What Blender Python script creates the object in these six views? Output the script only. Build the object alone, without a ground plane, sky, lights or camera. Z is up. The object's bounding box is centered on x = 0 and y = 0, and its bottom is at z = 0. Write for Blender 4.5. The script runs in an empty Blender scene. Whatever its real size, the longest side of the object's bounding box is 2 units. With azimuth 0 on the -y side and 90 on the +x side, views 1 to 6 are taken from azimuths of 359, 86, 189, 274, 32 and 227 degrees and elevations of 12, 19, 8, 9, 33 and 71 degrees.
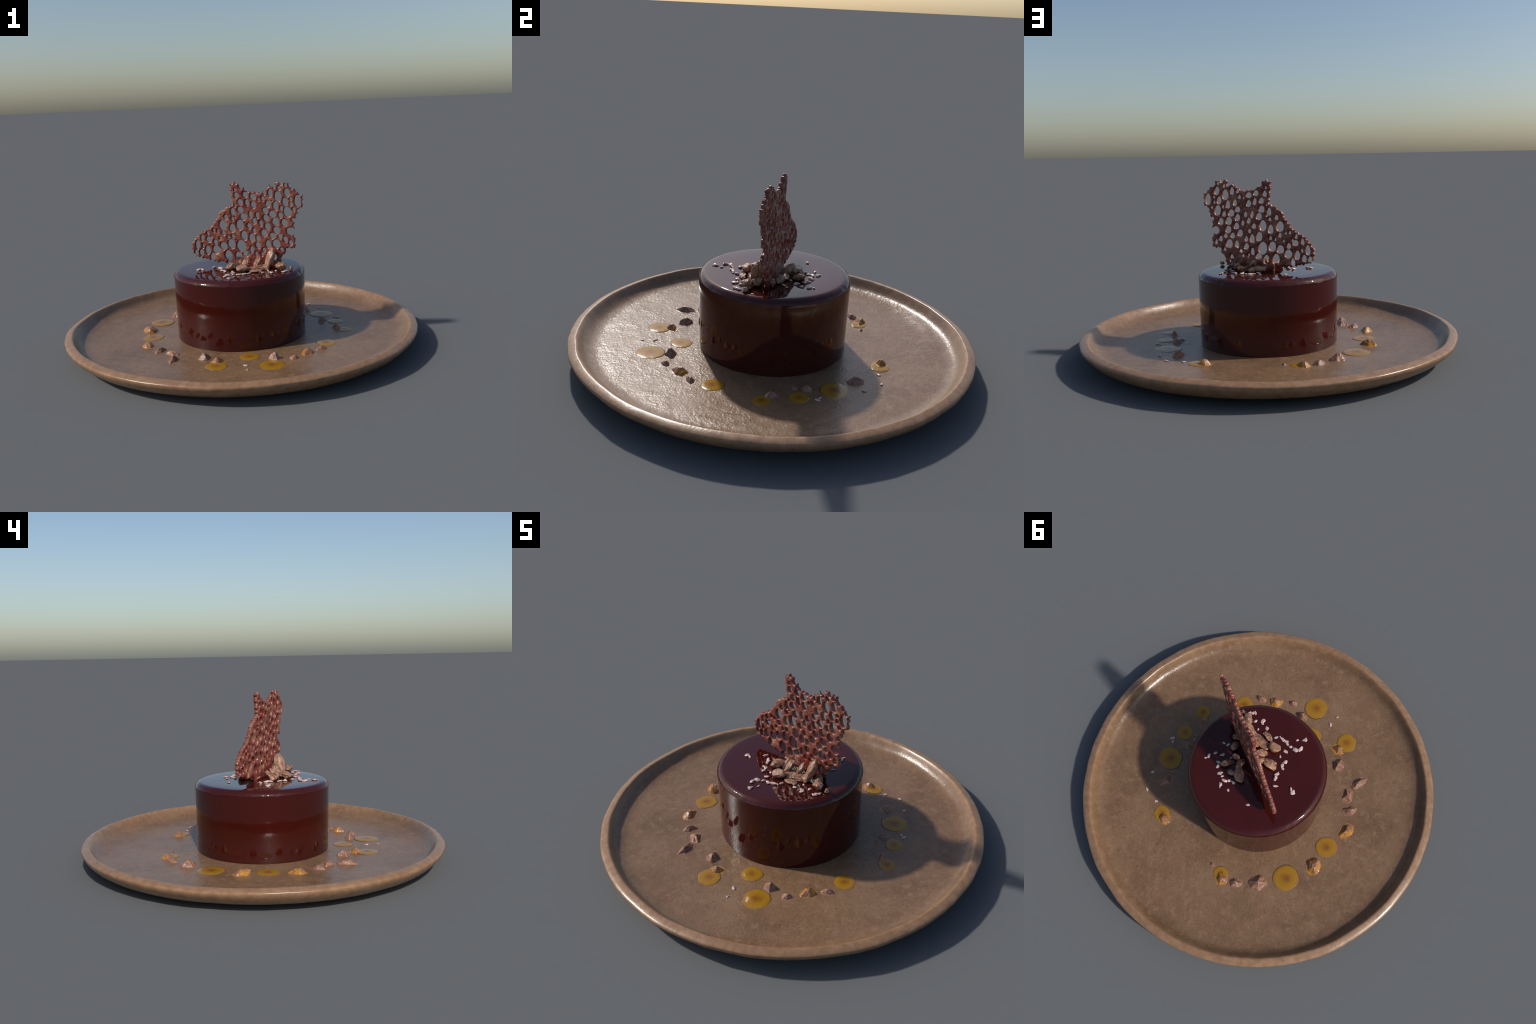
"""Plated chocolate dessert: stoneware plate, mirror-glazed round cake, honeycomb tuile,
nut pieces, sugar flakes, amber sauce drops and nut crumbs."""
import bpy, math
import numpy as np
from mathutils import Vector, Matrix, Euler, noise as mnoise

# ------------------------------------------------------------------ helpers
def link(o, parent=None):
    bpy.context.scene.collection.objects.link(o)
    if parent is not None:
        o.parent = parent
    return o

def empty(name, loc, label, category):
    o = bpy.data.objects.new(name, None)
    o.location = loc
    o.empty_display_size = 0.1
    link(o)
    o["label"] = label
    o["category"] = category
    return o

def mesh_from(name, verts, faces, smooth=True):
    me = bpy.data.meshes.new(name)
    me.from_pydata([tuple(v) for v in verts], [], [tuple(int(i) for i in f) for f in faces])
    me.update()
    if smooth:
        me.polygons.foreach_set("use_smooth", [True] * len(me.polygons))
    return me

def place(name, me, mat, parent, loc, rot=(0, 0, 0), scale=(1, 1, 1)):
    if mat is not None and len(me.materials) == 0:
        me.materials.append(mat)
    o = bpy.data.objects.new(name, me)
    link(o, parent)
    o.location = Vector(loc) - (parent.location if parent else Vector((0, 0, 0)))
    o.rotation_euler = rot
    o.scale = scale
    return o

def fbm(p, scale, octaves=3, seed=0.0):
    v = Vector((p[0] * scale + seed, p[1] * scale - seed * 1.7, p[2] * scale + seed * 0.6))
    return mnoise.fractal(v, 1.0, 2.0, octaves)

# ------------------------------------------------------------------ materials
class Mat:
    def __init__(self, name):
        self.m = bpy.data.materials.new(name)
        self.m.use_nodes = True
        self.nt = self.m.node_tree
        self.b = self.nt.nodes["Principled BSDF"]
        self.tc = self.nt.nodes.new("ShaderNodeTexCoord")
    def n(self, t, **kw):
        nd = self.nt.nodes.new(t)
        for k, v in kw.items():
            if k in nd.inputs:
                nd.inputs[k].default_value = v
            else:
                setattr(nd, k, v)
        return nd
    def l(self, a, b):
        self.nt.links.new(a, b)
    def noise(self, scale, detail=4, rough=0.55, vec=None):
        nd = self.n("ShaderNodeTexNoise", Scale=scale, Detail=detail, Roughness=rough)
        self.l(vec or self.tc.outputs["Object"], nd.inputs["Vector"])
        return nd.outputs["Fac"]
    def ramp(self, fac, stops):
        nd = self.n("ShaderNodeValToRGB")
        e = nd.color_ramp.elements
        while len(e) < len(stops):
            e.new(0.5)
        for el, (p, c) in zip(e, stops):
            el.position = p
            el.color = (*c, 1) if len(c) == 3 else c
        self.l(fac, nd.inputs["Fac"])
        return nd.outputs["Color"]
    def mask(self, fac, lo, hi):
        nd = self.n("ShaderNodeMapRange", interpolation_type='SMOOTHSTEP')
        nd.inputs["From Min"].default_value = lo
        nd.inputs["From Max"].default_value = hi
        self.l(fac, nd.inputs["Value"])
        return nd.outputs["Result"]
    def mix(self, fac, a, b, mode='MIX'):
        nd = self.n("ShaderNodeMix", data_type='RGBA', blend_type=mode)
        for sock, v in ((nd.inputs[0], fac), (nd.inputs[6], a), (nd.inputs[7], b)):
            if isinstance(v, (int, float)):
                sock.default_value = v
            elif isinstance(v, tuple):
                sock.default_value = (*v, 1)
            else:
                self.l(v, sock)
        return nd.outputs[2]
    def math(self, op, a, b=0.0):
        nd = self.n("ShaderNodeMath", operation=op)
        for sock, v in ((nd.inputs[0], a), (nd.inputs[1], b)):
            if isinstance(v, (int, float)):
                sock.default_value = v
            else:
                self.l(v, sock)
        return nd.outputs[0]
    def bump(self, height, strength, dist):
        nd = self.n("ShaderNodeBump", Strength=strength, Distance=dist)
        self.l(height, nd.inputs["Height"])
        self.l(nd.outputs["Normal"], self.b.inputs["Normal"])
    def radius(self):
        sep = self.n("ShaderNodeSeparateXYZ")
        self.l(self.tc.outputs["Object"], sep.inputs[0])
        x, y = sep.outputs[0], sep.outputs[1]
        return self.math('SQRT', self.math('ADD', self.math('MULTIPLY', x, x), self.math('MULTIPLY', y, y)))
    def set(self, **kw):
        for k, v in kw.items():
            self.b.inputs[k].default_value = v
    def color(self, c):
        if isinstance(c, tuple):
            self.b.inputs["Base Color"].default_value = (*c, 1)
        else:
            self.l(c, self.b.inputs["Base Color"])

def mat_plate():
    M = Mat("stoneware_glaze")
    big = M.noise(5.0, 5, 0.6)
    mid = M.noise(26.0, 5, 0.65)
    fine = M.noise(150.0, 4, 0.6)
    base = M.ramp(big, [(0.30, (0.155, 0.084, 0.044)), (0.50, (0.202, 0.115, 0.061)), (0.70, (0.240, 0.142, 0.078))])
    base = M.mix(M.mask(mid, 0.48, 0.72), base, (0.256, 0.152, 0.086))
    base = M.mix(M.math('MULTIPLY', M.mask(M.noise(60.0, 5, 0.7), 0.53, 0.70), 0.60), base, (0.125, 0.068, 0.036))
    base = M.mix(M.math('MULTIPLY', M.mask(fine, 0.54, 0.68), 0.70), base, (0.095, 0.050, 0.026))
    reddish = M.noise(8.0, 3, 0.5)
    base = M.mix(M.math('MULTIPLY', M.mask(reddish, 0.56, 0.75), 0.45), base, (0.225, 0.112, 0.066))
    rad = M.radius()
    rim = M.math('MULTIPLY', M.mask(rad, 0.925, 0.965), 0.75)
    base = M.mix(rim, base, M.mix(M.mask(mid, 0.35, 0.65), (0.258, 0.140, 0.072), (0.338, 0.193, 0.107)))
    M.color(base)
    M.l(M.ramp(mid, [(0.3, (0.25,) * 3), (0.7, (0.34,) * 3)]), M.b.inputs["Roughness"])
    h = M.math('ADD', M.math('MULTIPLY', M.noise(95.0, 3, 0.5), 1.0), M.math('MULTIPLY', M.noise(24.0, 2, 0.5), 0.8))
    h = M.math('MULTIPLY', h, M.math('SUBTRACT', 1.0, M.math('MULTIPLY', M.mask(rad, 0.88, 0.96), 0.72)))
    h = M.math('MULTIPLY', h, M.math('ADD', 0.62, M.math('MULTIPLY', M.mask(M.noise(7.0, 3, 0.6), 0.40, 0.64), 0.5)))
    M.bump(h, 0.42, 0.0038)
    return M.m

def mat_glaze():
    M = Mat("mirror_chocolate_glaze")
    n = M.noise(4.0, 3, 0.5)
    M.color(M.ramp(n, [(0.3, (0.042, 0.0050, 0.0029)), (0.7, (0.051, 0.0057, 0.0033))]))
    M.set(Roughness=0.055)
    M.b.inputs["IOR"].default_value = 1.5
    M.bump(M.noise(14.0, 2, 0.5), 0.035, 0.02)
    return M.m

def mat_tuile():
    M = Mat("caramel_lace")
    n = M.noise(17.0, 4, 0.6)
    f = M.noise(60.0, 3, 0.6)
    c = M.ramp(n, [(0.34, (0.135, 0.024, 0.017)), (0.49, (0.195, 0.049, 0.033)), (0.64, (0.280, 0.118, 0.074))])
    c = M.mix(M.math('MULTIPLY', M.mask(f, 0.55, 0.72), 0.5), c, (0.34, 0.175, 0.110))
    r = M.noise(11.0, 2, 0.5)
    c = M.mix(M.math('MULTIPLY', M.mask(r, 0.58, 0.70), 0.6), c, (0.20, 0.014, 0.011))
    M.color(c)
    M.set(Roughness=0.24)
    M.bump(M.noise(130.0, 3, 0.6), 0.25, 0.004)
    return M.m

def mat_nut(name, dark, light, tan, rough=0.3):
    M = Mat(name)
    info = M.n("ShaderNodeObjectInfo")
    n = M.noise(1.7, 4, 0.65)
    c = M.ramp(n, [(0.38, dark), (0.50, light), (0.60, tan)])
    c = M.mix(M.math('MULTIPLY', info.outputs["Random"], 0.55), c, tan)
    s = M.noise(6.0, 4, 0.65)
    c = M.mix(M.math('MULTIPLY', M.mask(s, 0.55, 0.7), 0.4), c, dark)
    M.color(c)
    M.set(Roughness=rough)
    M.bump(M.noise(4.0, 4, 0.6), 0.5, 0.006)
    return M.m

def mat_crumb_sauced():
    M = Mat("sauced_crumb")
    n = M.noise(1.5, 3, 0.6)
    c = M.mix(M.mask(n, 0.44, 0.58), (0.27, 0.125, 0.070), (0.42, 0.190, 0.022))
    M.color(c)
    M.set(Roughness=0.25)
    M.bump(M.noise(5.0, 4, 0.6), 0.35, 0.004)
    return M.m

def mat_crumb():
    M = Mat("toasted_crumb")
    info = M.n("ShaderNodeObjectInfo")
    n = M.noise(2.2, 4, 0.65)
    c = M.ramp(n, [(0.34, (0.16, 0.070, 0.042)), (0.5, (0.27, 0.135, 0.080)), (0.66, (0.38, 0.205, 0.130))])
    c = M.mix(M.math('MULTIPLY', info.outputs["Random"], 0.35), c, (0.20, 0.10, 0.07))
    M.color(c)
    M.set(Roughness=0.30)
    M.bump(M.noise(5.0, 4, 0.6), 0.4, 0.005)
    return M.m

def mat_sauce():
    M = Mat("amber_sauce")
    info = M.n("ShaderNodeObjectInfo")
    r = M.radius()
    wob = M.math('ADD', r, M.math('MULTIPLY', M.math('SUBTRACT', M.noise(2.2, 4, 0.6), 0.5), 0.8))
    c = M.ramp(wob, [(0.05, (0.175, 0.062, 0.012)), (0.22, (0.225, 0.092, 0.012)), (0.48, (0.300, 0.142, 0.010)), (0.70, (0.325, 0.164, 0.010)), (0.92, (0.280, 0.142, 0.020)), (1.0, (0.215, 0.118, 0.050))])
    c = M.mix(M.math('MULTIPLY', info.outputs["Random"], 0.25), c, (0.34, 0.17, 0.02))
    M.color(c)
    M.set(Roughness=0.16)
    M.bump(M.noise(2.0, 2, 0.5), 0.15, 0.004)
    return M.m

def mat_sugar():
    M = Mat("sugar_flake")
    n = M.noise(2.0, 3, 0.6)
    M.color(M.ramp(n, [(0.3, (0.48, 0.32, 0.285)), (0.7, (0.66, 0.485, 0.44))]))
    M.set(Roughness=0.35)
    M.b.inputs["Subsurface Weight"].default_value = 0.0
    return M.m

# ------------------------------------------------------------------ plate
FLOOR = 0.0508
def floor_z(x, y):
    """The dish is very slightly hollow."""
    r = min(math.hypot(x, y), 0.86)
    return FLOOR + 0.0080 * max(0.0, (r - 0.40) / 0.46) ** 1.6

_fl = [(r, floor_z(r, 0)) for r in (0.0, 0.2, 0.38, 0.48, 0.58, 0.68, 0.76, 0.82, 0.86)]
PLATE_PROFILE = _fl + [  # radius, height: up the inner wall, over the rim, under to the foot
    (0.885, 0.0625), (0.905, 0.0685), (0.921, 0.0785), (0.934, 0.0920),
    (0.945, 0.1060), (0.952, 0.1140), (0.957, 0.1180), (0.9625, 0.1192), (0.970, 0.1180), (0.982, 0.1148),
    (0.9920, 0.1108), (0.9982, 0.1062), (0.9996, 0.1005), (0.9978, 0.0915), (0.9900, 0.0785), (0.977, 0.0640), (0.962, 0.0505),
    (0.947, 0.0400), (0.925, 0.0310), (0.88, 0.0205), (0.82, 0.0110), (0.77, 0.0050), (0.74, 0.0010), (0.72, 0.0), (0.5, 0.0), (0.0, 0.0)]

def build_plate(parent):
    rng = np.random.default_rng(11)
    N = 288
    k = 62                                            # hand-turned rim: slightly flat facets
    ang = (np.arange(k) + rng.uniform(-0.3, 0.3, k)) * 2 * np.pi / k
    rad = 1.0 / np.cos(np.pi / k) ** 0.5 + rng.normal(0, 0.0010, k)
    px, py = np.append(rad * np.cos(ang), rad[0] * np.cos(ang[0])), np.append(rad * np.sin(ang), rad[0] * np.sin(ang[0]))
    aa = np.append(ang, ang[0] + 2 * np.pi)
    th = np.arange(N) * 2 * np.pi / N
    tt = np.where(th < aa[0], th + 2 * np.pi, th)
    f = np.hypot(np.interp(tt, aa, px), np.interp(tt, aa, py))
    f = (np.roll(f, 1) + 2 * f + np.roll(f, -1)) / 4
    f *= 1 + 0.0008 * np.cos(3 * th + 2.0)
    fz = sum(0.0007 * np.cos(m * th + rng.uniform(0, 6.28)) for m in (2, 3, 5, 7, 11))
    # finer rings between the profile points by Catmull-Rom
    P = np.array(PLATE_PROFILE)
    rings = []
    for i in range(len(P) - 1):
        p0, p1, p2, p3 = P[max(i - 1, 0)], P[i], P[i + 1], P[min(i + 2, len(P) - 1)]
        sub = 3 if 7 <= i <= 27 else 2
        for j in range(sub):
            t = j / sub
            q = 0.5 * (2 * p1 + (p2 - p0) * t + (2 * p0 - 5 * p1 + 4 * p2 - p3) * t * t + (3 * p1 - p0 - 3 * p2 + p3) * t ** 3)
            rings.append(q)
    rings = np.array(rings[1:])
    verts = [(0, 0, FLOOR)]
    for (r, z) in rings:
        w = min(max((r - 0.8) / 0.15, 0), 1)
        s = 1 + (f - 1) * w
        wz = min(max((z - 0.05) / 0.06, 0), 1)
        for a, sa, dz in zip(th, s, fz):
            lump = 0.0011 * fbm((r * math.cos(a), r * math.sin(a), z), 9.0, 2, 3.0) * w
            rr = r * sa + lump
            verts.append((rr * math.cos(a), rr * math.sin(a), z + dz * wz + (lump * 0.8 if z > 0.03 else 0)))
    faces = [(0, 1 + i, 1 + (i + 1) % N) for i in range(N)]
    nr = len(rings)
    for j in range(nr - 1):
        a0, b0 = 1 + j * N, 1 + (j + 1) * N
        for i in range(N):
            i2 = (i + 1) % N
            faces.append((a0 + i, b0 + i, b0 + i2, a0 + i2))
    verts.append((0, 0, 0))
    c = len(verts) - 1
    a0 = 1 + (nr - 1) * N
    faces += [(a0 + i, c, a0 + (i + 1) % N) for i in range(N)]
    me = mesh_from("plate_body", verts, faces)
    return place("plate_body", me, mat_plate(), parent, (0, 0, 0))

# ------------------------------------------------------------------ cake body
CAKE_TOP = 0.4350
def build_cake(parent):
    R = 0.3722
    prof = [(0.0, CAKE_TOP - 0.0011), (0.08, CAKE_TOP - 0.0011), (0.16, CAKE_TOP - 0.0008), (0.24, CAKE_TOP - 0.0003), (0.30, CAKE_TOP - 0.0002), (0.328, CAKE_TOP - 0.0010)]
    prof = [(r, z, 0.0) for r, z in prof]
    w_s, h_s, a_end = 0.036, 0.0245, math.radians(66)  # soft shoulder that ends in a crease
    for i in range(1, 17):
        a = i / 16 * a_end
        prof.append((R - w_s * (1 - math.sin(a) / math.sin(a_end)), CAKE_TOP - 0.0012 - h_s * (1 - math.cos(a)) / (1 - math.cos(a_end)), (i / 16) ** 2))
    lip = CAKE_TOP - 0.0012 - h_s
    prof += [(R + 0.0003, lip - 0.0007, 1.0), (R + 0.0001, lip - 0.0016, 1.0), (R - 0.0001, lip - 0.0040, 0.9)]
    for i in range(1, 25):
        t = i / 24
        prof.append((R - 0.0001 - 0.0034 * t, lip - 0.0040 + (0.066 - lip + 0.0040) * t, max(0.0, 0.8 - t * 8)))
    prof += [(0.3686, 0.0600, 0), (0.3685, 0.0540, 0), (0.3684, FLOOR - 0.001, 0)]
    N = 480
    drip = []
    for i in range(N):                                # ragged lower edge of the glaze
        a = 2 * math.pi * i / N
        c, s_ = math.cos(a), math.sin(a)
        d = 0.0026 * fbm((c, s_, 0), 2.2, 2, 4.0) + 0.0022 * fbm((c, s_, 1.0), 11.0, 3, 9.0)
        d -= 0.012 * max(0.0, fbm((c, s_, 2.0), 9.0, 1, 21.0) - 0.25)
        drip.append(d)
    verts = [(0, 0, CAKE_TOP - 0.0011)]
    for (r, z, w) in prof[1:]:
        for i in range(N):
            a = 2 * math.pi * i / N
            rr = r + 0.0007 * fbm((math.cos(a), math.sin(a), z * 1.2), 2.0, 2, 7.0) * min(r / 0.35, 1) ** 6
            verts.append((rr * math.cos(a), rr * math.sin(a), z + drip[i] * w))
    faces = [(0, 1 + i, 1 + (i + 1) % N) for i in range(N)]
    nr = len(prof) - 1
    for j in range(nr - 1):
        a0, b0 = 1 + j * N, 1 + (j + 1) * N
        for i in range(N):
            i2 = (i + 1) % N
            faces.append((a0 + i, b0 + i, b0 + i2, a0 + i2))
    a0 = 1 + (nr - 1) * N
    faces.append(tuple(a0 + i for i in reversed(range(N))))
    me = mesh_from("glazed_body", verts, faces)
    return place("glazed_body", me, mat_glaze(), parent, (0, 0, 0))

# ------------------------------------------------------------------ honeycomb tuile
# The sheet stands upright; positions are millimetres along it (s) and above the table (z).
TUILE_EDGE = [
    (-356, 566), (-308, 619), (-268, 642), (-228, 666), (-202, 705), (-190, 716), (-171, 749), (-156, 757), (-129, 777),
    (-94, 787), (-101, 847), (-105, 880), (-104, 904), (-79, 918), (-54, 903), (-47, 879), (-27, 887), (-11, 864), (11, 863),
    (72, 854), (84, 870), (118, 881), (124, 902), (140, 883), (159, 883), (158, 923), (179, 912), (195, 899), (204, 914),
    (234, 906), (238, 885), (270, 872), (288, 848), (311, 840), (307, 774), (283, 766), (267, 713), (248, 710), (258, 685),
    (257, 654), (256, 623), (262, 584), (259, 546), (212, 546), (200, 512), (183, 498), (174, 468), (150, 432), (122, 432),
    (31, 432), (-90, 432), (-117, 432), (-122, 472), (-140, 466), (-146, 449), (-155, 451), (-172, 462), (-193, 456),
    (-228, 464), (-269, 471), (-316, 482), (-337, 484), (-353, 512), (-358, 535)]
# bubbles of the lace: centre and half axes
TUILE_BUBBLES = [
    (180, 883, 9, 10), (129, 856, 12, 21), (172, 836, 19, 28), (225, 857, 15, 22), (218, 897, 8, 8), (283, 810, 17, 32),
    (212, 805, 14, 22), (245, 822, 7, 7), (244, 794, 7, 9), (95, 856, 9, 12), (85, 824, 9, 11), (113, 793, 12, 18),
    (157, 783, 14, 22), (189, 770, 8, 10), (223, 750, 20, 28), (261, 765, 8, 8), (-70, 843, 12, 16), (-16, 846, 15, 15),
    (28, 835, 16, 15), (-48, 805, 15, 15), (-8, 801, 11, 19), (29, 790, 14, 18), (-50, 761, 17, 18), (-96, 749, 12, 21),
    (-139, 719, 11, 13), (-99, 708, 9, 10), (-34, 722, 17, 19), (9, 732, 9, 20), (49, 731, 10, 15), (97, 757, 16, 15),
    (137, 737, 19, 18), (183, 731, 12, 15), (99, 713, 15, 20), (30, 698, 11, 15), (67, 685, 9, 15), (154, 694, 19, 21),
    (204, 689, 16, 19), (-160, 672, 21, 27), (-104, 656, 15, 24), (-57, 674, 20, 29), (-1, 669, 13, 14), (106, 667, 16, 18),
    (158, 646, 18, 20), (27, 642, 9, 13), (84, 629, 16, 19), (-158, 626, 10, 12), (-101, 609, 8, 11), (-33, 614, 18, 25),
    (10, 601, 14, 24), (47, 599, 10, 16), (132, 614, 14, 15), (176, 612, 11, 13), (208, 595, 12, 15), (237, 576, 9, 14),
    (154, 569, 21, 23), (106, 567, 13, 21), (47, 558, 14, 17), (-53, 553, 26, 33), (-112, 564, 21, 26), (-160, 551, 21, 21),
    (-210, 571, 12, 15), (-207, 529, 21, 23), (-260, 524, 15, 24), (-250, 588, 17, 15), (-291, 597, 9, 18), (-322, 554, 13, 27),
    (-287, 550, 6, 12), (-254, 623, 8, 13), (-300, 509, 13, 19), (-333, 508, 11, 14), (-234, 487, 11, 21), (9, 532, 11, 20),
    (-28, 508, 18, 16), (-74, 493, 16, 24), (-133, 497, 21, 28), (81, 532, 10, 10), (34, 509, 7, 11), (69, 507, 7, 9),
    (184, 537, 9, 10), (141, 489, 13, 21), (240, 640, 24, 21), (-217, 641, 7, 9), (-193, 638, 6, 8), (-232, 601, 6, 8),
    (-130, 602, 6, 9), (-84, 730, 5, 8), (-180, 596, 6, 7), (60, 820, 5, 8), (-76, 875, 6, 8), (-80, 785, 5, 7)]

def surface_nets(F, org, h):
    """Smooth mesh of the zero level of a sampled distance field."""
    nx, ny, nz = F.shape
    ins = F < 0
    corners = [(i, j, k) for i in (0, 1) for j in (0, 1) for k in (0, 1)]
    C = lambda A, c: A[c[0]:nx - 1 + c[0], c[1]:ny - 1 + c[1], c[2]:nz - 1 + c[2]]
    cnt = sum(C(ins, c).astype(np.int8) for c in corners)
    act = (cnt > 0) & (cnt < 8)
    idx = -np.ones(act.shape, np.int64)
    cells = np.argwhere(act)
    idx[act] = np.arange(len(cells))
    acc = np.zeros((len(cells), 3)); num = np.zeros(len(cells))
    for a in corners:
        for ax in range(3):
            if a[ax]:
                continue
            b = list(a); b[ax] = 1
            fa, fb = C(F, a)[act], C(F, b)[act]
            m = (fa < 0) != (fb < 0)
            t = np.where(m, fa / np.where(m, fa - fb, 1), 0)
            p = np.tile(np.array(a, float), (len(cells), 1)); p[:, ax] = t
            acc[m] += p[m]; num[m] += 1
    V = (cells + acc / num[:, None]) * h + org
    faces = []
    for ax in range(3):
        u, v = (ax + 1) % 3, (ax + 2) % 3
        sl0 = [slice(None)] * 3; sl1 = [slice(None)] * 3
        sl0[ax] = slice(0, -1); sl1[ax] = slice(1, None)
        m = ins[tuple(sl0)] != ins[tuple(sl1)]
        E = np.argwhere(m)
        E = E[(E[:, u] > 0) & (E[:, v] > 0) & (E[:, u] < act.shape[u]) & (E[:, v] < act.shape[v])]
        if not len(E):
            continue
        first = ins[E[:, 0], E[:, 1], E[:, 2]]
        q = []
        for du, dv in ((1, 1), (0, 1), (0, 0), (1, 0)):
            e = E.copy(); e[:, u] -= du; e[:, v] -= dv
            q.append(idx[e[:, 0], e[:, 1], e[:, 2]])
        q = np.stack(q, 1)
        q = np.where(first[:, None], q, q[:, ::-1])
        faces.append(q)
    return V, np.concatenate(faces)

def polygon_distance(X, Y, poly):
    P = np.array(poly, float); Q = np.roll(P, -1, 0)
    d = np.full(X.shape, 1e9); inside = np.zeros(X.shape, bool)
    for (x0, y0), (x1, y1) in zip(P, Q):
        dx, dy = x1 - x0, y1 - y0
        t = np.clip(((X - x0) * dx + (Y - y0) * dy) / (dx * dx + dy * dy), 0, 1)
        d = np.minimum(d, np.hypot(X - x0 - t * dx, Y - y0 - t * dy))
        if y0 != y1:
            inside ^= ((y0 > Y) != (y1 > Y)) & (X < (x1 - x0) * (Y - y0) / (y1 - y0) + x0)
    return np.where(inside, -d, d)

def build_tuile(parent):
    rng = np.random.default_rng(5)
    h = 2.1                                           # mm
    s = np.arange(-374, 328, h); z = np.arange(420, 940, h); w = np.arange(-19, 19.1, h)
    S, Z = np.meshgrid(s, z, indexing="ij")
    edge = polygon_distance(S, Z, TUILE_EDGE) - 0.8
    # the broken edge: scallops of lost bubbles with little knobs on the cusps
    E = np.array(TUILE_EDGE, float)
    scallops = []
    for (x0, z0), (x1, z1) in zip(E, np.roll(E, -1, 0)):
        if min(z0, z1) < 445:
            continue
        L = math.hypot(x1 - x0, z1 - z0)
        tx, tz = (x1 - x0) / L, (z1 - z0) / L         # outline runs clockwise: outside is to the left
        ox, oz = -tz, tx
        t = rng.uniform(9, 14)
        while t < L - 6:
            rr = rng.uniform(8, 11.5)
            scallops.append((x0 + tx * t + ox * (rr * 0.62), z0 + tz * t + oz * (rr * 0.62), rr))
            k = t + rr + 2.5
            if k < L:
                cx, cz, kr = x0 + tx * k, z0 + tz * k, rng.uniform(3.5, 5.5)
                dd = np.hypot(S - cx, Z - cz) - kr
                hh = np.clip(0.5 + 0.5 * (dd - edge) / 3.0, 0, 1)
                edge = dd * (1 - hh) + edge * hh - 3.0 * hh * (1 - hh)
            t += rr * 2 + rng.uniform(3, 8)
    hole = np.full(S.shape, 1e9)
    for cx, cz, a, b in TUILE_BUBBLES:
        a, b = a + 1.1, b + 1.1
        ang = rng.uniform(-0.18, 0.18)
        dx = (S - cx) * math.cos(ang) + (Z - cz) * math.sin(ang)
        dz = -(S - cx) * math.sin(ang) + (Z - cz) * math.cos(ang)
        kk = np.hypot(dx / a, dz / b)
        grad = np.hypot(dx / (a * a), dz / (b * b)) + 1e-6
        hole = np.minimum(hole, np.where(kk > 1e-4, kk * (kk - 1) / grad, -min(a, b)))
    for cx, cz, rr in scallops:
        hole = np.minimum(hole, np.hypot(S - cx, Z - cz) - rr)
    # pin holes and pits in the solid webs
    solid = np.maximum(edge, -hole)
    pits = []
    tries = 0
    while len(pits) < 110 and tries < 9000:
        tries += 1
        i, j = rng.integers(0, S.shape[0]), rng.integers(0, S.shape[1])
        if solid[i, j] < -4.4 and all(math.hypot(S[i, j] - p[0], Z[i, j] - p[1]) > 11 for p in pits):
            pits.append((S[i, j], Z[i, j], rng.uniform(1.8, 3.6), rng.choice([-1, 1]), rng.random() < 0.35))
    g = solid
    half = 11.8 + 1.2 * np.sin(S * 0.021 + Z * 0.013) * np.cos(Z * 0.017)
    F = np.empty((len(s), len(z), len(w)), np.float32)
    r = 5.0
    for k, wk in enumerate(w):
        taper = 3.0 * (abs(wk) / 11) ** 2 - 0.7       # webs are pinched towards both faces
        gg = g + taper + r
        ww = abs(wk) - half + r
        f = np.minimum(np.maximum(gg, ww), 0) + np.hypot(np.maximum(gg, 0), np.maximum(ww, 0)) - r
        for (cx, cz, rr, side, through) in pits:
            i0, i1 = np.searchsorted(s, [cx - 8, cx + 8]); j0, j1 = np.searchsorted(z, [cz - 8, cz + 8])
            dw = 0.0 if through else (wk - side * 11) * 0.6
            pd = rr - np.sqrt((S[i0:i1, j0:j1] - cx) ** 2 + (Z[i0:i1, j0:j1] - cz) ** 2 + dw * dw)
            f[i0:i1, j0:j1] = np.maximum(f[i0:i1, j0:j1], pd)
        F[:, :, k] = f
    # lumpy sugar surface
    ph = rng.uniform(0, 6.28, 12)
    Wg = w[None, None, :]
    lump = (np.sin(S * 0.24 + ph[0]) * np.sin(Z * 0.21 + ph[1]))[:, :, None] * np.cos(Wg * 0.2 + ph[2]) \
        + (np.sin(S * 0.13 + Z * 0.17 + ph[3]))[:, :, None] * np.sin(Wg * 0.3 + ph[4])
    F += (0.55 * lump).astype(np.float32)
    F[0] = F[-1] = 5; F[:, 0] = F[:, -1] = 5; F[:, :, 0] = F[:, :, -1] = 5
    V, Q = surface_nets(F, np.array([s[0], z[0], w[0]]), h)
    # keep only pieces hanging together with the main sheet
    lab = np.arange(len(V))
    while True:
        m = lab[Q].min(1)
        new = lab.copy()
        np.minimum.at(new, Q.ravel(), np.repeat(m, 4))
        new = new[new]
        if (new == lab).all():
            break
        lab = new
    main = np.bincount(lab).argmax()
    keep = lab == main
    remap = np.cumsum(keep) - 1
    Q = remap[Q[keep[Q[:, 0]]]]; V = V[keep] / 1000.0
    # a slight curl of the sheet
    along, up, out = V[:, 0], V[:, 1], V[:, 2]
    curl = 0.006 * np.clip(-along / 0.35, 0, 1) ** 2 - 0.004 * np.exp(-((up - 0.85) / 0.08) ** 2) * np.exp(-((along + 0.03) / 0.1) ** 2)
    out = out + curl
    t = np.array([0.948683, -0.316228, 0]); n = np.array([0.316228, 0.948683, 0]); c = np.array([0.0712, -0.0030, 0])
    P = c + along[:, None] * t + out[:, None] * n
    P[:, 2] = up
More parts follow.
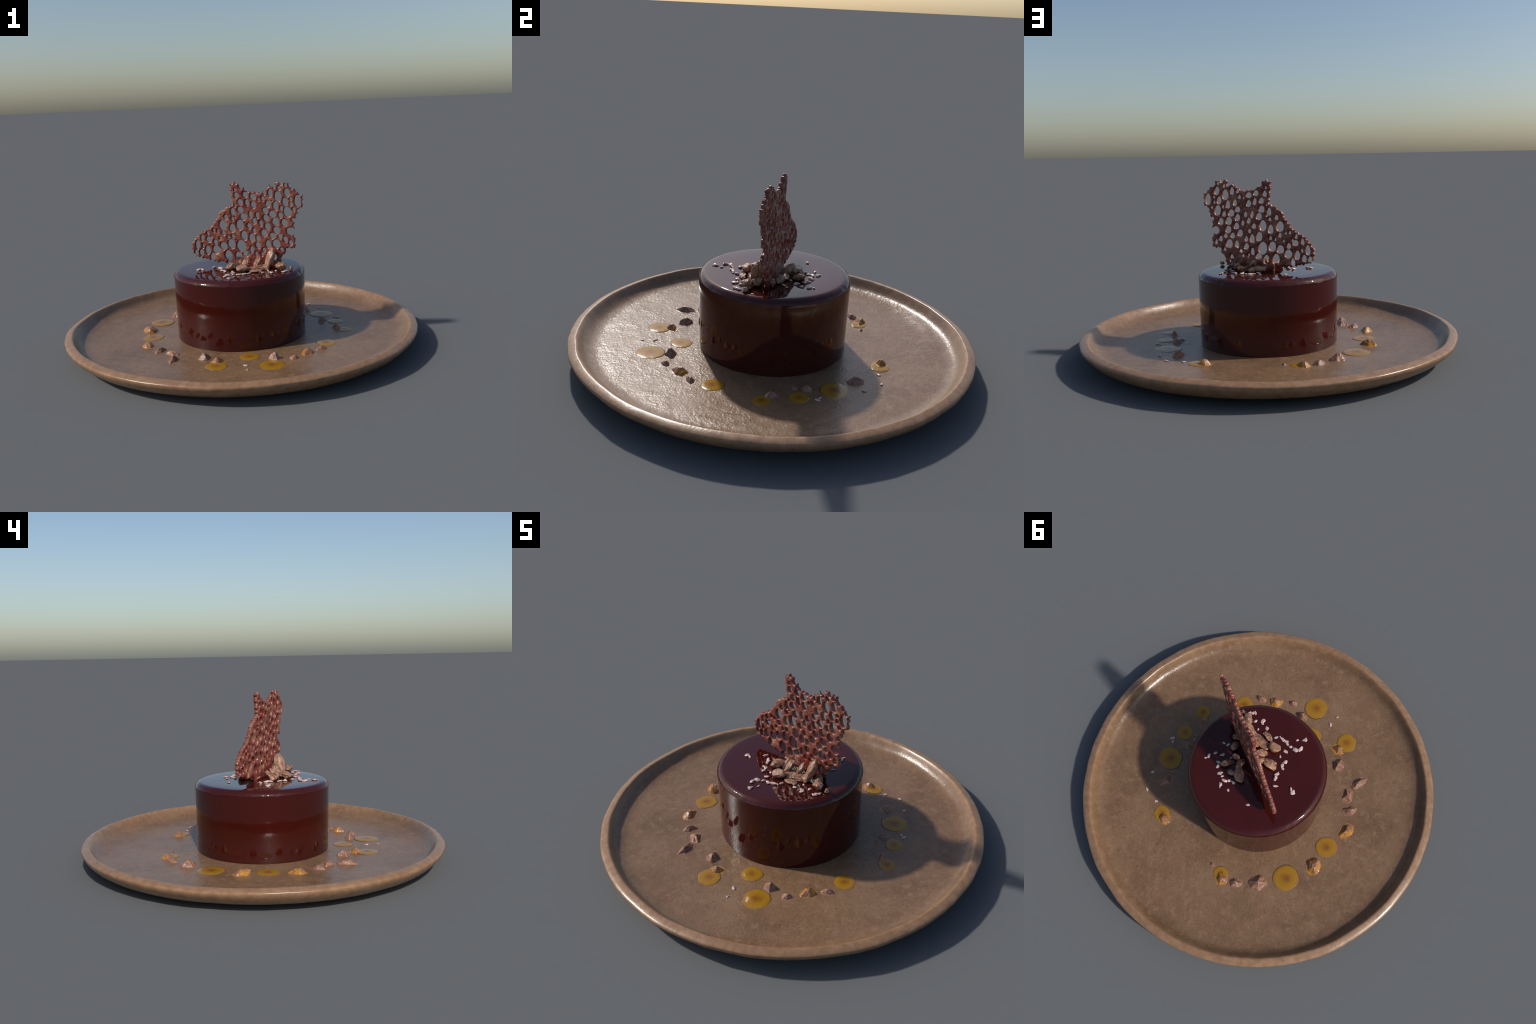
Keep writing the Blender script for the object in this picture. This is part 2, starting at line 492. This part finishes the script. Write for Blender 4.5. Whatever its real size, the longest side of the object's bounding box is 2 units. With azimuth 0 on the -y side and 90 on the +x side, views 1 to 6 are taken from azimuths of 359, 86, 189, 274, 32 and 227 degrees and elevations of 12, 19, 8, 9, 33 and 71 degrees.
    # (s, z, w) is left-handed against (t, up, n): flip winding
    me = bpy.data.meshes.new("honeycomb_tuile")
    me.from_pydata(P.tolist(), [], Q[:, ::-1].tolist())
    me.update()
    me.polygons.foreach_set("use_smooth", [True] * len(me.polygons))
    return place("honeycomb_tuile", me, mat_tuile(), parent, (0, 0, 0))

# ------------------------------------------------------------------ nut pieces and flakes
def chip_mesh(name, seed, cuts, rough, sub=4, soft=0.06):
    """Unit lump: a sphere broken by a few flat cuts, then roughened."""
    import bmesh
    rng = np.random.default_rng(seed)
    bm = bmesh.new()
    bmesh.ops.create_icosphere(bm, subdivisions=sub, radius=1.0)
    planes = []
    for _ in range(cuts):
        d = rng.normal(size=3); d /= np.linalg.norm(d)
        planes.append((Vector(d), rng.uniform(0.55, 0.85)))
    for v in bm.verts:
        d = v.co.normalized()
        r = 1.0
        for nrm, dist in planes:
            c = d.dot(nrm)
            if c > 1e-3:
                q = dist / c
                hh = max(0.0, 1 - abs(r - q) / soft)
                r = min(r, q) - hh * hh * soft * 0.25
        r *= 1 + rough * fbm(d, 1.7, 4, seed * 0.37)
        v.co = d * r
    for f in bm.faces:
        f.smooth = True
    me = bpy.data.meshes.new(name)
    bm.to_mesh(me)
    bm.free()
    return me

# centre x, y, z, half length, half width, half height, heading, lean (degrees)
NUTS = [
    (-0.038, -0.060, 0.455, 0.038, 0.026, 0.022, 20, 8),
    (0.018, -0.141, 0.455, 0.032, 0.026, 0.021, 10, 0),
    (0.236, -0.147, 0.457, 0.031, 0.023, 0.021, -5, 5),
    (0.287, -0.153, 0.447, 0.014, 0.011, 0.011, 30, 0),
    (0.036, -0.068, 0.462, 0.037, 0.020, 0.014, 60, 46),
    (0.004, -0.044, 0.457, 0.034, 0.018, 0.013, 75, 44),
    (0.104, -0.082, 0.468, 0.042, 0.023, 0.015, 50, 52),
    (0.175, -0.094, 0.496, 0.062, 0.029, 0.020, 28, 66),
    (0.215, -0.098, 0.458, 0.028, 0.020, 0.022, 110, 10),
    (0.095, -0.110, 0.445, 0.060, 0.036, 0.014, 12, 4),
    (0.140, -0.105, 0.449, 0.034, 0.026, 0.018, -30, 0),
    (0.090, -0.160, 0.443, 0.032, 0.015, 0.010, -15, 0),
    (0.066, 0.058, 0.466, 0.040, 0.019, 0.020, 100, 40),
    (0.030, 0.098, 0.453, 0.044, 0.027, 0.018, 140, 10),
    (0.119, 0.103, 0.454, 0.034, 0.019, 0.017, 65, 16),
    (0.066, 0.124, 0.453, 0.019, 0.014, 0.015, 20, 0),
    (0.166, 0.012, 0.456, 0.028, 0.018, 0.018, 120, 30),
    (0.196, -0.030, 0.452, 0.024, 0.016, 0.016, 30, 0),
    (-0.018, 0.016, 0.446, 0.022, 0.014, 0.010, 160, 0),
    (0.112, 0.046, 0.448, 0.026, 0.016, 0.012, 10, 0)]

# pale flakes lying on the glaze: x, y
FLAKES_TOP = [
    (0.250, -0.190), (0.262, -0.178), (0.240, -0.200), (0.168, -0.186), (0.160, -0.148), (0.178, -0.200), (0.115, -0.160), (0.048, -0.206), (0.024, -0.207),
    (0.006, -0.213), (-0.009, -0.207), (-0.032, -0.210), (-0.062, -0.217), (-0.028, -0.262), (-0.055, -0.295), (-0.077, -0.240),
    (-0.034, -0.172), (-0.037, -0.130), (-0.076, -0.131), (-0.080, -0.105), (-0.096, -0.095), (-0.097, -0.055), (-0.108, -0.032), (-0.140, -0.002),
    (-0.228, -0.044), (-0.206, -0.052), (-0.121, 0.172), (0.008, 0.197), (0.059, 0.206), (0.061, 0.176), (0.109, 0.166),
    (0.088, 0.170), (0.225, 0.167), (0.222, 0.146), (0.160, 0.132), (0.176, 0.088), (0.222, 0.040), (0.200, 0.030), (0.159, 0.018), (0.133, 0.066),
    (0.210, 0.110), (0.045, 0.158), (0.020, 0.148), (0.145, 0.150), (0.060, -0.188), (0.130, -0.186), (0.205, -0.168)]
FLAKES_PLATE = [(0.022, -0.650), (0.014, -0.585), (0.431, 0.481), (0.342, 0.486), (0.493, 0.389), (0.578, 0.168), (0.560, 0.182)]

# sauce drops: x, y, radius, height
SAUCE = [
    (0.150, -0.596, 0.070, 0.007), (-0.134, -0.574, 0.060, 0.008), (0.036, -0.452, 0.055, 0.008), (-0.510, -0.055, 0.062, 0.006),
    (-0.487, 0.231, 0.073, 0.008), (-0.224, 0.484, 0.042, 0.007), (0.264, 0.506, 0.048, 0.010), (0.491, 0.257, 0.070, 0.005),
    (0.556, 0.089, 0.046, 0.005), (0.586, -0.074, 0.044, 0.005), (0.458, -0.290, 0.054, 0.008)]

# crumbs on the plate: x, y, half length, half width, height, heading, coated with sauce
CRUMBS = [
    (0.420, -0.390, 0.030, 0.020, 0.022, 20, 0), (0.340, -0.442, 0.034, 0.028, 0.030, 60, 1), (0.271, -0.511, 0.026, 0.020, 0.020, 30, 0),
    (0.168, -0.498, 0.028, 0.028, 0.038, 80, 0), (-0.200, -0.443, 0.034, 0.028, 0.034, -20, 0), (-0.130, -0.512, 0.034, 0.028, 0.026, 30, 1),
    (-0.361, -0.458, 0.050, 0.023, 0.026, 78, 0), (-0.373, -0.352, 0.038, 0.028, 0.022, 120, 0), (-0.446, -0.300, 0.034, 0.024, 0.022, 60, 0),
    (-0.520, -0.205, 0.042, 0.032, 0.028, 95, 1), (-0.542, 0.076, 0.042, 0.034, 0.030, 130, 1), (-0.405, 0.366, 0.044, 0.036, 0.033, 40, 0),
    (-0.318, 0.459, 0.032, 0.022, 0.022, 50, 0), (-0.252, 0.502, 0.030, 0.028, 0.026, 10, 1), (-0.155, 0.486, 0.012, 0.009, 0.010, 0, 0),
    (0.404, 0.365, 0.040, 0.028, 0.026, 70, 0), (0.482, 0.130, 0.026, 0.020, 0.020, 20, 0), (0.545, -0.034, 0.034, 0.022, 0.024, -50, 0),
    (0.234, 0.514, 0.036, 0.032, 0.030, 0, 1), (0.470, 0.075, 0.018, 0.013, 0.010, 0, 0)]

def crumb_mesh(name, seed):
    """Unit crumb with a broken tent-like top and a thin skirt that meets the plate."""
    rng = np.random.default_rng(seed)
    N, R = 56, 22
    k = int(rng.integers(4, 7))
    az = (np.arange(k) + rng.uniform(-0.3, 0.3, k)) * 2 * math.pi / k
    reach = rng.uniform(0.62, 1.05, k)
    ridge = rng.uniform(0, 0.35)
    hdir = rng.uniform(0, 6.28)
    verts = [(0, 0, 0)]
    def height(x, y):
        vals = [1 - (x * math.cos(a) + y * math.sin(a)) / q for a, q in zip(az, reach)]
        hgt = min(vals + [0.80 - 0.20 * abs(x * math.cos(hdir) + y * math.sin(hdir))])
        hgt += 0.12 * fbm((x, y, seed), 1.9, 3, seed * 0.7) + 0.03 * fbm((x, y, 2.0 * seed), 5.0, 2, seed * 0.3)
        core = max(hgt, 0.0) ** (0.72 + ridge * 0.4)
        return core
    for j in range(1, R + 1):
        rho = 1.25 * j / R
        for i in range(N):
            a = 2 * math.pi * i / N
            rr = rho * (1 + 0.08 * fbm((math.cos(a), math.sin(a), seed * 1.0), 1.8, 2, seed))
            x, y = rr * math.cos(a), rr * math.sin(a)
            zz = height(x, y)
            skirt = 0.045 * max(0.0, 1 - rho / 1.25)
            if j >= R - 1:
                zz, skirt = min(zz, 0.02), -0.03
            verts.append((x, y, zz + skirt - 0.01) if j < R else (x * 0.96, y * 0.96, -0.22))
    verts[0] = (0, 0, height(0, 0) + 0.03)
    faces = [(0, 1 + i, 1 + (i + 1) % N) for i in range(N)]
    for j in range(R - 1):
        a0, b0 = 1 + j * N, 1 + (j + 1) * N
        for i in range(N):
            i2 = (i + 1) % N
            faces.append((a0 + i, b0 + i, b0 + i2, a0 + i2))
    a0 = 1 + (R - 1) * N
    faces.append(tuple(a0 + i for i in reversed(range(N))))
    return mesh_from(name, verts, faces)

def drop_mesh(name, seed):
    """Unit pool of sauce: flat lens with a rounded lip, slightly dented middle and uneven outline."""
    N, R = 72, 18
    def out(a):
        return 1 + 0.09 * fbm((math.cos(a), math.sin(a), 0), 1.1, 2, seed * 3.1) + 0.035 * fbm((math.cos(a), math.sin(a), 0), 4.0, 2, seed * 1.3)
    def z(rho, a):
        lip = max(0.0, 1 - rho ** 3) ** 0.7
        return lip * (0.85 + 0.25 * (rho ** 2)) + 0.10 * fbm((rho * math.cos(a), rho * math.sin(a), 1.0), 1.6, 2, seed) * lip
    verts = [(0, 0, z(0, 0))]
    for j in range(1, R + 1):
        rho = (j / R) ** 0.75
        for i in range(N):
            a = 2 * math.pi * i / N
            verts.append((rho * out(a) * math.cos(a), rho * out(a) * math.sin(a), z(rho, a) if j < R else -0.15))
    faces = [(0, 1 + i, 1 + (i + 1) % N) for i in range(N)]
    for j in range(R - 1):
        a0, b0 = 1 + j * N, 1 + (j + 1) * N
        for i in range(N):
            i2 = (i + 1) % N
            faces.append((a0 + i, b0 + i, b0 + i2, a0 + i2))
    a0 = 1 + (R - 1) * N
    faces.append(tuple(a0 + i for i in reversed(range(N))))
    return mesh_from(name, verts, faces)

# ------------------------------------------------------------------ assemble
def main():
    rng = np.random.default_rng(2)
    plate = empty("dinner_plate", (0, 0, 0), "round brown stoneware plate with low rim and amber sauce drops", "plate")
    build_plate(plate)
    m_sauce = mat_sauce()
    drops = [drop_mesh("sauce_drop", 20 + i) for i in range(6)]
    for i, (x, y, r, h) in enumerate(SAUCE):
        place("sauce_drop", drops[i % 6], m_sauce, plate, (x, y, floor_z(x, y)), (0, 0, rng.uniform(0, 6.28)), (r * 1.04, r * 1.04 * rng.uniform(0.93, 1.0), h * 0.65))

    cake = empty("chocolate_cake", (0, 0, FLOOR), "round chocolate mousse cake, mirror glaze, lacy caramel tuile", "cake")
    build_cake(cake)
    build_tuile(cake)
    m_nut = mat_nut("roasted_nut", (0.090, 0.036, 0.020), (0.260, 0.125, 0.072), (0.41, 0.230, 0.148), 0.22)
    for i, (x, y, z, a, b, c, head, lean) in enumerate(NUTS):
        me = chip_mesh("nut", 100 + i * 7, 5 if i not in (7,) else 2, 0.16)
        rot = Euler((rng.uniform(-0.3, 0.3), -math.radians(lean), math.radians(head)), 'XYZ')
        place("nut", me, m_nut, cake, (x, y, z), rot, (a * 1.08, b * 1.08, c * 1.08))
    m_sug = mat_sugar()
    flakes = [chip_mesh("sugar_flake", 400 + i, 7, 0.45, 3) for i in range(7)]
    for i, (x, y) in enumerate(FLAKES_TOP):
        a = rng.uniform(0.0085, 0.0165)
        place("sugar_flake", flakes[i % 7], m_sug, cake, (x, y, CAKE_TOP + 0.003),
              (rng.uniform(-0.2, 0.2), rng.uniform(-0.2, 0.2), rng.uniform(0, 3.14)), (a, a * rng.uniform(0.45, 0.75), a * rng.uniform(0.32, 0.5)))

    crumbs = empty("nut_crumbs", (0, 0, FLOOR), "scattered toasted nut crumbs and pale sugar flakes", "crumbs")
    m_c, m_cs = mat_crumb(), mat_crumb_sauced()
    for i, (x, y, a, b, h, head, sauced) in enumerate(CRUMBS):
        me = crumb_mesh("nut_crumb", 50 + i)
        place("nut_crumb", me, m_cs if sauced else m_c, crumbs, (x, y, floor_z(x, y) + 0.0006), (0, 0, math.radians(head)), (a * 1.06, b * 1.08, h * 1.08))
    for i, (x, y) in enumerate(FLAKES_PLATE):
        a = rng.uniform(0.009, 0.014)
        place("sugar_flake", flakes[i % 7], m_sug, crumbs, (x, y, floor_z(x, y) + 0.002),
              (0, 0, rng.uniform(0, 3.14)), (a, a * 0.6, a * 0.35))

main()
